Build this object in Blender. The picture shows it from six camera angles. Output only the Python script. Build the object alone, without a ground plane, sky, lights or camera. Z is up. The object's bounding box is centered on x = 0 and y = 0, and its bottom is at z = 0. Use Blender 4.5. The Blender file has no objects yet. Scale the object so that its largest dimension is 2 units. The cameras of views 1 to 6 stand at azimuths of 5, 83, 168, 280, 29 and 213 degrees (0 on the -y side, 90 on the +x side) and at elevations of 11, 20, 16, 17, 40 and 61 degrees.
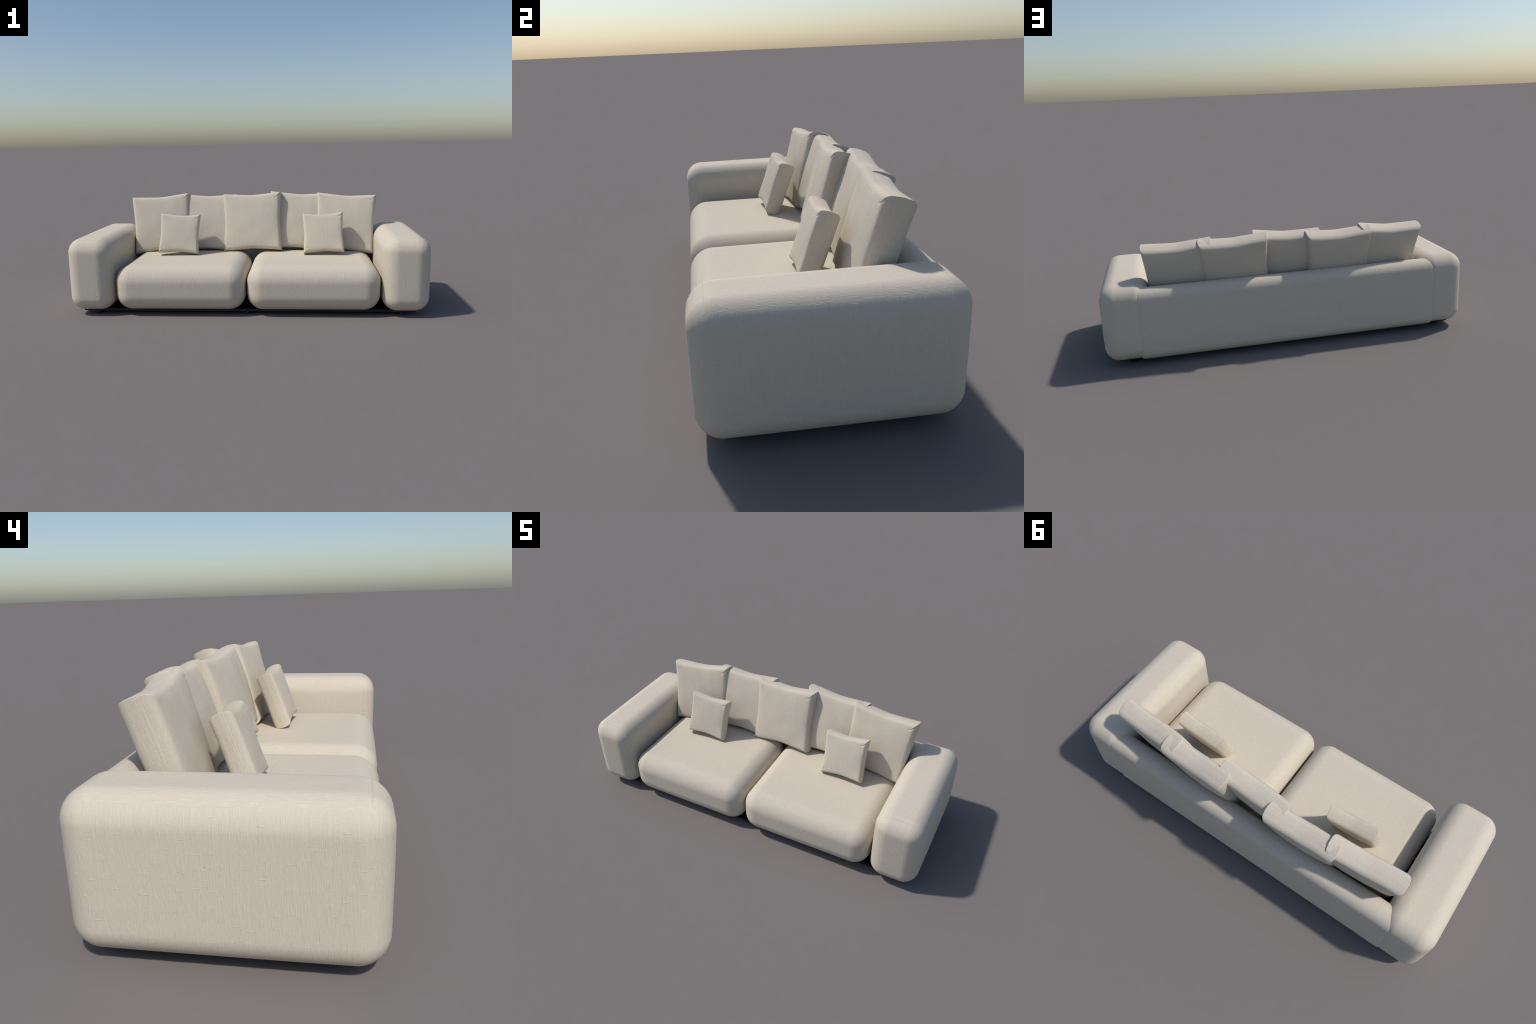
"""Two-seat upholstered sofa: rounded slab arms and back, two plump seat cushions,
five leaning back cushions, two throw pillows, thin dark frame on six round feet."""
import bpy, bmesh, math, random
from mathutils import Matrix, Vector, noise

random.seed(7)
scene = bpy.context.scene

# ------------------------------------------------------------------ materials
def fabric(name, grain=1.0):
    """Cream slub weave.  Threads run up the vertical faces and front-to-back over
    the tops; the weave is projected on the box face that looks most that way."""
    m = bpy.data.materials.new(name)
    m.use_nodes = True
    nt = m.node_tree
    nt.nodes.clear()
    N = lambda t, **k: _set(nt.nodes.new(t), k)
    def _set(n, k):
        for a, b in k.items():
            setattr(n, a, b)
        return n
    L = nt.links.new
    def math_(op, a, b=None, c=None):
        n = N('ShaderNodeMath', operation=op)
        for i, v in enumerate((a, b, c)):
            if v is None:
                continue
            if isinstance(v, (int, float)):
                n.inputs[i].default_value = v
            else:
                L(v, n.inputs[i])
        return n.outputs[0]
    out = N('ShaderNodeOutputMaterial')
    bs = N('ShaderNodeBsdfPrincipled')
    L(bs.outputs[0], out.inputs[0])
    tc = N('ShaderNodeTexCoord')
    p = N('ShaderNodeSeparateXYZ'); L(tc.outputs['Object'], p.inputs[0])
    q = N('ShaderNodeSeparateXYZ'); L(tc.outputs['Normal'], q.inputs[0])
    ax, ay, az = (math_('ABSOLUTE', q.outputs[i]) for i in range(3))
    x, y, z = p.outputs
    is_top = math_('GREATER_THAN', az, math_('MAXIMUM', ax, ay))
    is_side = math_('MULTIPLY', math_('GREATER_THAN', ax, ay), math_('SUBTRACT', 1.0, is_top))
    mixf = lambda f, a, b: math_('ADD', math_('MULTIPLY', f, b), math_('MULTIPLY', math_('SUBTRACT', 1.0, f), a))
    along = mixf(is_top, z, y)
    across = mixf(is_side, x, y)
    off = math_('ADD', math_('MULTIPLY', is_top, 3.7), math_('MULTIPLY', is_side, 8.3))
    def weave(sa, sb, detail=2.0, dist=0.0, shift=0.0):
        c = N('ShaderNodeCombineXYZ')
        L(math_('MULTIPLY', across, sa), c.inputs[0])
        L(math_('MULTIPLY', along, sb), c.inputs[1])
        L(math_('ADD', off, shift), c.inputs[2])
        n = N('ShaderNodeTexNoise')
        n.inputs['Scale'].default_value = 1.0
        n.inputs['Detail'].default_value = detail
        n.inputs['Roughness'].default_value = 0.55
        n.inputs['Distortion'].default_value = dist
        L(c.outputs[0], n.inputs['Vector'])
        return n.outputs['Fac']
    def ramp(v, lo, hi):
        n = N('ShaderNodeMapRange', interpolation_type='SMOOTHSTEP')
        n.inputs['From Min'].default_value = lo
        n.inputs['From Max'].default_value = hi
        L(v, n.inputs['Value'])
        return n.outputs[0]
    def threads(sa, sb, lo, hi, shift, keep=None):
        """short raised thread ends: one stretched blob per Voronoi cell"""
        c = N('ShaderNodeCombineXYZ')
        L(math_('MULTIPLY', across, sa), c.inputs[0])
        L(math_('MULTIPLY', along, sb), c.inputs[1])
        o = N('ShaderNodeCombineXYZ'); L(math_('ADD', off, shift), o.inputs[0]); L(wander, o.inputs[1])
        o2 = N('ShaderNodeVectorMath', operation='ADD')
        L(c.outputs[0], o2.inputs[0]); L(o.outputs[0], o2.inputs[1])
        v = N('ShaderNodeTexVoronoi', voronoi_dimensions='2D')
        v.inputs['Scale'].default_value = 1.0
        L(o2.outputs[0], v.inputs['Vector'])
        r = math_('SUBTRACT', 1.0, ramp(v.outputs['Distance'], lo, hi))
        if keep is not None:
            sp = N('ShaderNodeSeparateColor'); L(v.outputs['Color'], sp.inputs[0])
            r = math_('MULTIPLY', r, math_('GREATER_THAN', sp.outputs[0], 1 - keep))
        return r
    wander = math_('MULTIPLY', weave(40, 25, 1.0, 0.0, 2.2), .6)
    rib = ramp(weave(480, 15, 1.0, 0.0, 3.1), 0.40, 0.62)         # even vertical ribs
    warp = threads(250, 17, .05, .24, 0.0)                       # raised thread lengths
    warp = math_('MAXIMUM', warp, math_('MULTIPLY', threads(330, 24, .05, .26, 13.7), .75))
    slub = threads(34, 430, .22, .42, 31.1, keep=.026)           # sparse crossing slubs
    slub = math_('MAXIMUM', slub, math_('MULTIPLY', threads(54, 380, .20, .42, 57.3, keep=.026), .8))
    fine = ramp(weave(700, 160, 1.0, 0.0, 1.9), 0.3, 0.7)        # fuzz
    h = math_('MULTIPLY_ADD', fine, 0.16, math_('MULTIPLY', warp, 0.55))
    h = math_('MULTIPLY_ADD', rib, 0.26, h)
    h = math_('MAXIMUM', h, math_('MULTIPLY', slub, 1.0))
    bump = N('ShaderNodeBump')
    bump.inputs['Strength'].default_value = 1.0
    bump.inputs['Distance'].default_value = 0.00066 * grain
    # weaker bump on the upward faces, where the weave looks smoother
    L(math_('MULTIPLY', h, math_('SUBTRACT', 1.0, math_('MULTIPLY', is_top, .4))), bump.inputs['Height'])
    L(bump.outputs[0], bs.inputs['Normal'])
    mx = N('ShaderNodeMix', data_type='RGBA')
    L(math_('MINIMUM', math_('MULTIPLY_ADD', rib, .15, math_('MAXIMUM', math_('MULTIPLY', warp, .8), slub)), 1.0), mx.inputs[0])
    mx.inputs[6].default_value = (0.586, 0.523, 0.428, 1)
    mx.inputs[7].default_value = (0.676, 0.606, 0.503, 1)
    L(mx.outputs[2], bs.inputs['Base Color'])
    bs.inputs['Roughness'].default_value = 0.9
    bs.inputs['Specular IOR Level'].default_value = 0.15
    return m

def dark_metal(name):
    m = bpy.data.materials.new(name)
    m.use_nodes = True
    nt = m.node_tree
    bs = nt.nodes['Principled BSDF']
    n = nt.nodes.new('ShaderNodeTexNoise'); n.inputs['Scale'].default_value = 60
    r = nt.nodes.new('ShaderNodeValToRGB')
    r.color_ramp.elements[0].color = (0.004, 0.004, 0.0045, 1)
    r.color_ramp.elements[1].color = (0.008, 0.008, 0.009, 1)
    tc = nt.nodes.new('ShaderNodeTexCoord')
    nt.links.new(tc.outputs['Object'], n.inputs['Vector'])
    nt.links.new(n.outputs['Fac'], r.inputs[0])
    nt.links.new(r.outputs[0], bs.inputs['Base Color'])
    bs.inputs['Roughness'].default_value = 0.5
    return m

FAB = fabric('cream_slub_weave')
DARK = dark_metal('black_lacquer')

# ------------------------------------------------------------------ helpers
def link(name, mesh, parent, mat, loc=(0, 0, 0), rot=None):
    ob = bpy.data.objects.new(name, mesh)
    scene.collection.objects.link(ob)
    ob.parent = parent
    ob.location = loc
    if rot is not None:
        ob.rotation_euler = rot
    if mat and not mesh.materials:
        mesh.materials.append(mat)
    return ob

def finish(bm, name):
    bmesh.ops.remove_doubles(bm, verts=bm.verts, dist=1e-6)
    bmesh.ops.recalc_face_normals(bm, faces=bm.faces)
    me = bpy.data.meshes.new(name)
    bm.to_mesh(me); bm.free()
    me.shade_smooth()
    return me

def ticks(h, r, n_arc, n_flat, extra=()):
    """Coordinates along one side of a rounded box: dense over the rounded ends."""
    t = [-h + r * i / n_arc for i in range(n_arc)]
    flat = [-(h - r) + 2 * (h - r) * i / n_flat for i in range(n_flat + 1)]
    s = t + flat + [-v for v in reversed(t)]
    for e in extra:
        s += [e + d for d in (-.004, -.0025, -.0015, -.0007, 0, .0007, .0015, .0025, .004)]
    return sorted(set(round(v, 6) for v in s))

def rounded_box(name, lo, hi, r, bulge=(0, 0, 0), seam_y=None, seam_depth=0.0016, soft=0.0):
    """Upholstered block: box with round edges, softly bulging faces and, if asked,
    a stitched seam running round it in the plane y = seam_y."""
    c = [(a + b) / 2 for a, b in zip(lo, hi)]
    h = [(b - a) / 2 for a, b in zip(lo, hi)]
    r = (r,) * 3 if isinstance(r, float) else r
    seam_tick = ()
    if seam_y is not None:     # box coordinate whose rounded place is the seam plane
        back = c[1] - seam_y - (h[1] - r[1])
        seam_tick = (-(h[1] - r[1] + math.asin(back / r[1]) / (math.pi / 4) * r[1]),)
    T = [ticks(h[k], r[k], 12, 16, seam_tick if k == 1 else ()) for k in range(3)]
    bm = bmesh.new()
    def place(p):
        # equal-angle spread of the box coordinate over the rounded edges
        inner, d = [], []
        for k in range(3):
            i = max(-(h[k] - r[k]), min(h[k] - r[k], p[k]))
            e = (p[k] - i) / r[k]
            inner.append(i); d.append(math.tan(e * math.pi / 4))
        v = Vector(d)
        nrm = v.normalized()
        o = Vector([inner[k] + nrm[k] * r[k] for k in range(3)])
        u = [o[k] / h[k] for k in range(3)]
        w = [max(0.0, 1 - u[k] ** 2) for k in range(3)]
        for k in range(3):
            o[k] += bulge[k] * nrm[k] * w[(k + 1) % 3] ** 0.5 * w[(k + 2) % 3] ** 0.5
        if soft:
            f = noise.noise(Vector((o.x * 5 + c[0] * 9, o.y * 5, o.z * 6 + 2)))
            o += nrm * soft * f
        if seam_y is not None:
            g = (o.y + c[1] - seam_y) / 0.0011
            if abs(g) < 5:
                # stitched on the inner side and top, pulled flat on the outer side
                side = nrm.x * (1 if c[0] > 0 else -1)
                fade = max(0.0, min(1.0, (.75 - side) / .5)) * max(0.0, min(1.0, 1 + nrm.z))
                o -= nrm * seam_depth * fade * math.exp(-g * g)
        return o
    for k in range(3):
        a, b = (k + 1) % 3, (k + 2) % 3
        for s in (-1, 1):
            grid = []
            for ta in T[a]:
                row = []
                for tb in T[b]:
                    p = [0, 0, 0]; p[k] = s * h[k]; p[a] = ta; p[b] = tb
                    row.append(bm.verts.new(place(p)))
                grid.append(row)
            for i in range(len(grid) - 1):
                for j in range(len(grid[0]) - 1):
                    q = [grid[i][j], grid[i + 1][j], grid[i + 1][j + 1], grid[i][j + 1]]
                    bm.faces.new(q if s > 0 else q[::-1])
    return finish(bm, name), c

def pillow_mesh(name, a, t, pinch, rf, rb, puff, seed, n=64):
    """Square box pillow.  Front face at y = 0, back at y = t; corners reach a, the
    edge middles are drawn in by `pinch`; rims rounded rf (front) and rb (back)."""
    rnd = random.Random(seed)
    bm = bmesh.new()
    wob = [rnd.uniform(.75, 1.25) for _ in range(4)]
    def outline(u, v, s):
        """(u, v) on or inside the unit square -> x, z of a pincushion of scale s."""
        def draw(w):   # 1 at the edge middle, 0 at the corner, with a soft kink
            w = abs(w)
            return 1 - (w * w + .02) ** .5 * 1.0 if w < .98 else 0.0
        pu = pinch * (wob[0] if v > 0 else wob[1] * 1.0)
        pv = pinch * .55 * (wob[2] if u > 0 else wob[3])
        x = u * (a - pv * max(0, draw(v)) * abs(u) ** 2)
        z = v * (a - pu * max(0, draw(u)) * abs(v) ** 2)
        return x * s, z * s
    def pinch_fold(u, v):
        """stitched corners: short folds crossing the front rim beside the upper
        right and lower left corners"""
        d = 0.0
        for su, sv, k in ((1, 1, 1.0), (-1, -1, .7)):
            eu, ev = a * (1 - u * su), a * (1 - v * sv)      # distance from that corner
            if eu < .04 and ev < .04:
                for along, across, at, w in ((ev, eu, .010, 1.0), (eu, ev, .008, .5)):
                    d += k * w * math.exp(-((along - at) / .0032) ** 2) * math.exp(-(across / .014) ** 2)
        return d
    # profile through the thickness: (inset, depth)
    prof = []
    nf = 7
    for i in range(nf + 1):
        q = .5 * math.pi * i / nf
        prof.append((rf * (1 - math.sin(q)), rf * .9 * (1 - math.cos(q))))
    y0, y1 = rf * .9, t - rb
    band = [0.04, .10, .16, .19, .205, .22, .25, .32, .40, .46, .475, .49, .52, .6, .72, .86, .96]
    for f in band:
        y = y0 + (y1 - y0) * f
        dent = .0007 * math.exp(-((f - .205) / .018) ** 2) + .0005 * math.exp(-((f - .475) / .018) ** 2)
        prof.append((dent - .0022 * math.sin(math.pi * f), y))
    for i in range(nf + 1):
        q = .5 * math.pi * i / nf
        prof.append((rb * .75 * (1 - math.cos(q)), y1 + rb * math.sin(q)))
    # perimeter of the unit square
    per = []
    tick = [-1 + 2 * i / n for i in range(n)]
    # denser towards the corners
    tick = [math.sin(v * math.pi / 2) * .6 + v * .4 for v in tick]
    for v in tick: per.append((v, -1.0))
    for v in tick: per.append((1.0, v))
    for v in tick: per.append((-v, 1.0))
    for v in tick: per.append((-1.0, -v))
    def lumps(x, y, z):
        return .0022 * noise.noise(Vector((x * 11 + seed, y * 9, z * 11)))
    def puffed(u, v, side):
        e = max(0, 1 - u * u) ** .8 * max(0, 1 - v * v) ** .8
        return e * (puff if side < 0 else puff * .9)
    rings = []
    for inset, y in prof:
        s = 1 - inset / a
        ring = []
        for u, v in per:
            x, z = outline(u, v, s)
            f = pinch_fold(u, v) * max(0.0, 1 - y / (t * .45))
            ring.append(bm.verts.new((x * (1 - .008 * f), y + lumps(x, y, z) + .0024 * f, z * (1 - .008 * f))))
        rings.append(ring)
    m = len(per)
    for r0, r1 in zip(rings, rings[1:]):
        for i in range(m):
            bm.faces.new((r0[i], r0[(i + 1) % m], r1[(i + 1) % m], r1[i]))
    full = tick + [1.0]
    for (inset, y), side in ((prof[0], -1), (prof[-1], 1)):
        s = 1 - inset / a
        grid = []
        for u in full:
            row = []
            for v in full:
                x, z = outline(u, v, s)
                yy = y + lumps(x, y, z) + side * puffed(u, v, side)
                f = pinch_fold(u, v) if side < 0 else 0.0
                row.append(bm.verts.new((x * (1 - .008 * f), yy + .0024 * f, z * (1 - .008 * f))))
            grid.append(row)
        for i in range(n):
            for j in range(n):
                q = (grid[i][j], grid[i + 1][j], grid[i + 1][j + 1], grid[i][j + 1])
                bm.faces.new(q if side < 0 else q[::-1])
    return finish(bm, name)

# ------------------------------------------------------------------ sofa
sofa = bpy.data.objects.new('sofa', None)
scene.collection.objects.link(sofa)
sofa['label'] = 'cream two-seat sofa with rounded arms and loose back cushions'
sofa['category'] = 'sofa'

ARM_W, ARM_Y, ARM_Z, ARM_R = 0.2470, 0.3731, (0.0280, 0.4318), 0.0768
for s in (-1, 1):
    x0, x1 = (0.9960 - ARM_W, 0.9960) if s > 0 else (-0.9960, -0.9960 + ARM_W)
    me, c = rounded_box('armrest', (x0, -ARM_Y, ARM_Z[0]), (x1, ARM_Y, ARM_Z[1]), ARM_R,
                        bulge=(.004, .003, .003), seam_y=-0.325)
    link('armrest', me, sofa, FAB, c)

me, c = rounded_box('backrest', (-.835, .2560, .0240), (.835, .3752, .4130), (.042, .0592, .0600), bulge=(0, 0, 0))
link('backrest', me, sofa, FAB, c)

for s in (-1, 1):
    x0, x1 = (.0046, .7383) if s > 0 else (-.7383, -.0046)
    me, c = rounded_box('seat_cushion', (x0, -.3723, .0272), (x1, .2500, .2754), .0910,
                        bulge=(.0, .002, .002))
    link('seat_cushion', me, sofa, FAB, c)

# five back cushions leaning on the backrest: centre of front face, yaw, lean, roll (degrees)
BACK = [
    ((-.5728, .1595, .4548), 3.6, -15.4, -3.90),
    ((-.2850, .1890, .4575), .8, -17.0, .90),
    ((-.0022, .1510, .4640), -4.1, -15.6, -2.32),
    ((.2830, .1890, .4645), -2.4, -17.0, 2.60),
    ((.5735, .1565, .4540), -4.0, -15.8, 2.70),
]
THROW = [
    ((-.4338, .0155, .4135), 3.81, -19.70, 3.21),
    ((.4360, .0180, .4137), -2.99, -19.75, -2.78),
]
def pose(yaw, lean, roll):
    y, l, r = (math.radians(v) for v in (yaw, lean, roll))
    return (Matrix.Rotation(y, 3, 'Z') @ Matrix.Rotation(l, 3, 'X') @ Matrix.Rotation(r, 3, 'Y')).to_euler()

big = pillow_mesh('back_cushion', .1810, .1035, .0175, .026, .035, .010, 3)
for loc, yaw, lean, roll in BACK:
    link('back_cushion', big, sofa, FAB, loc, pose(yaw, lean, roll))

small = pillow_mesh('throw_pillow', .1192, .074, .0115, .018, .024, .006, 5)
for loc, yaw, lean, roll in THROW:
    ob = link('throw_pillow', small, None, FAB, loc, pose(yaw, lean, roll))
    ob['label'] = 'small square cream throw pillow leaning on the seat'
    ob['category'] = 'pillow'

# thin dark frame and round feet
def box_mesh(name, lo, hi, bev):
    bm = bmesh.new()
    bmesh.ops.create_cube(bm, size=1)
    for v in bm.verts:
        v.co = Vector([(lo[k] + hi[k]) / 2 + v.co[k] * (hi[k] - lo[k]) for k in range(3)])
    bmesh.ops.bevel(bm, geom=bm.edges[:], offset=bev, segments=2, affect='EDGES')
    me = bpy.data.meshes.new(name); bm.to_mesh(me); bm.free()
    return me
link('base_frame', box_mesh('base_frame', (-.932, -.301, .0155), (.932, .304, .0285), .0015), sofa, DARK)

def foot_mesh(r, h):
    bm = bmesh.new()
    prof = [(0, 0), (r - .003, 0), (r - .0008, .0008), (r, .003), (r, h)]
    n = 32; rings = []
    for rr, z in prof[1:]:
        rings.append([bm.verts.new((rr * math.cos(2 * math.pi * i / n), rr * math.sin(2 * math.pi * i / n), z)) for i in range(n)])
    bm.faces.new(rings[0][::-1])
    for a, b in zip(rings, rings[1:]):
        for i in range(n):
            bm.faces.new((a[i], a[(i + 1) % n], b[(i + 1) % n], b[i]))
    bm.faces.new(rings[-1])
    me = bpy.data.meshes.new('foot'); bm.to_mesh(me); bm.free()
    return me
fm = foot_mesh(.0205, .016)
for x in (-.859, 0, .859):
    for y in (-.276, .276):
        link('foot', fm, sofa, DARK, (x, y, 0))
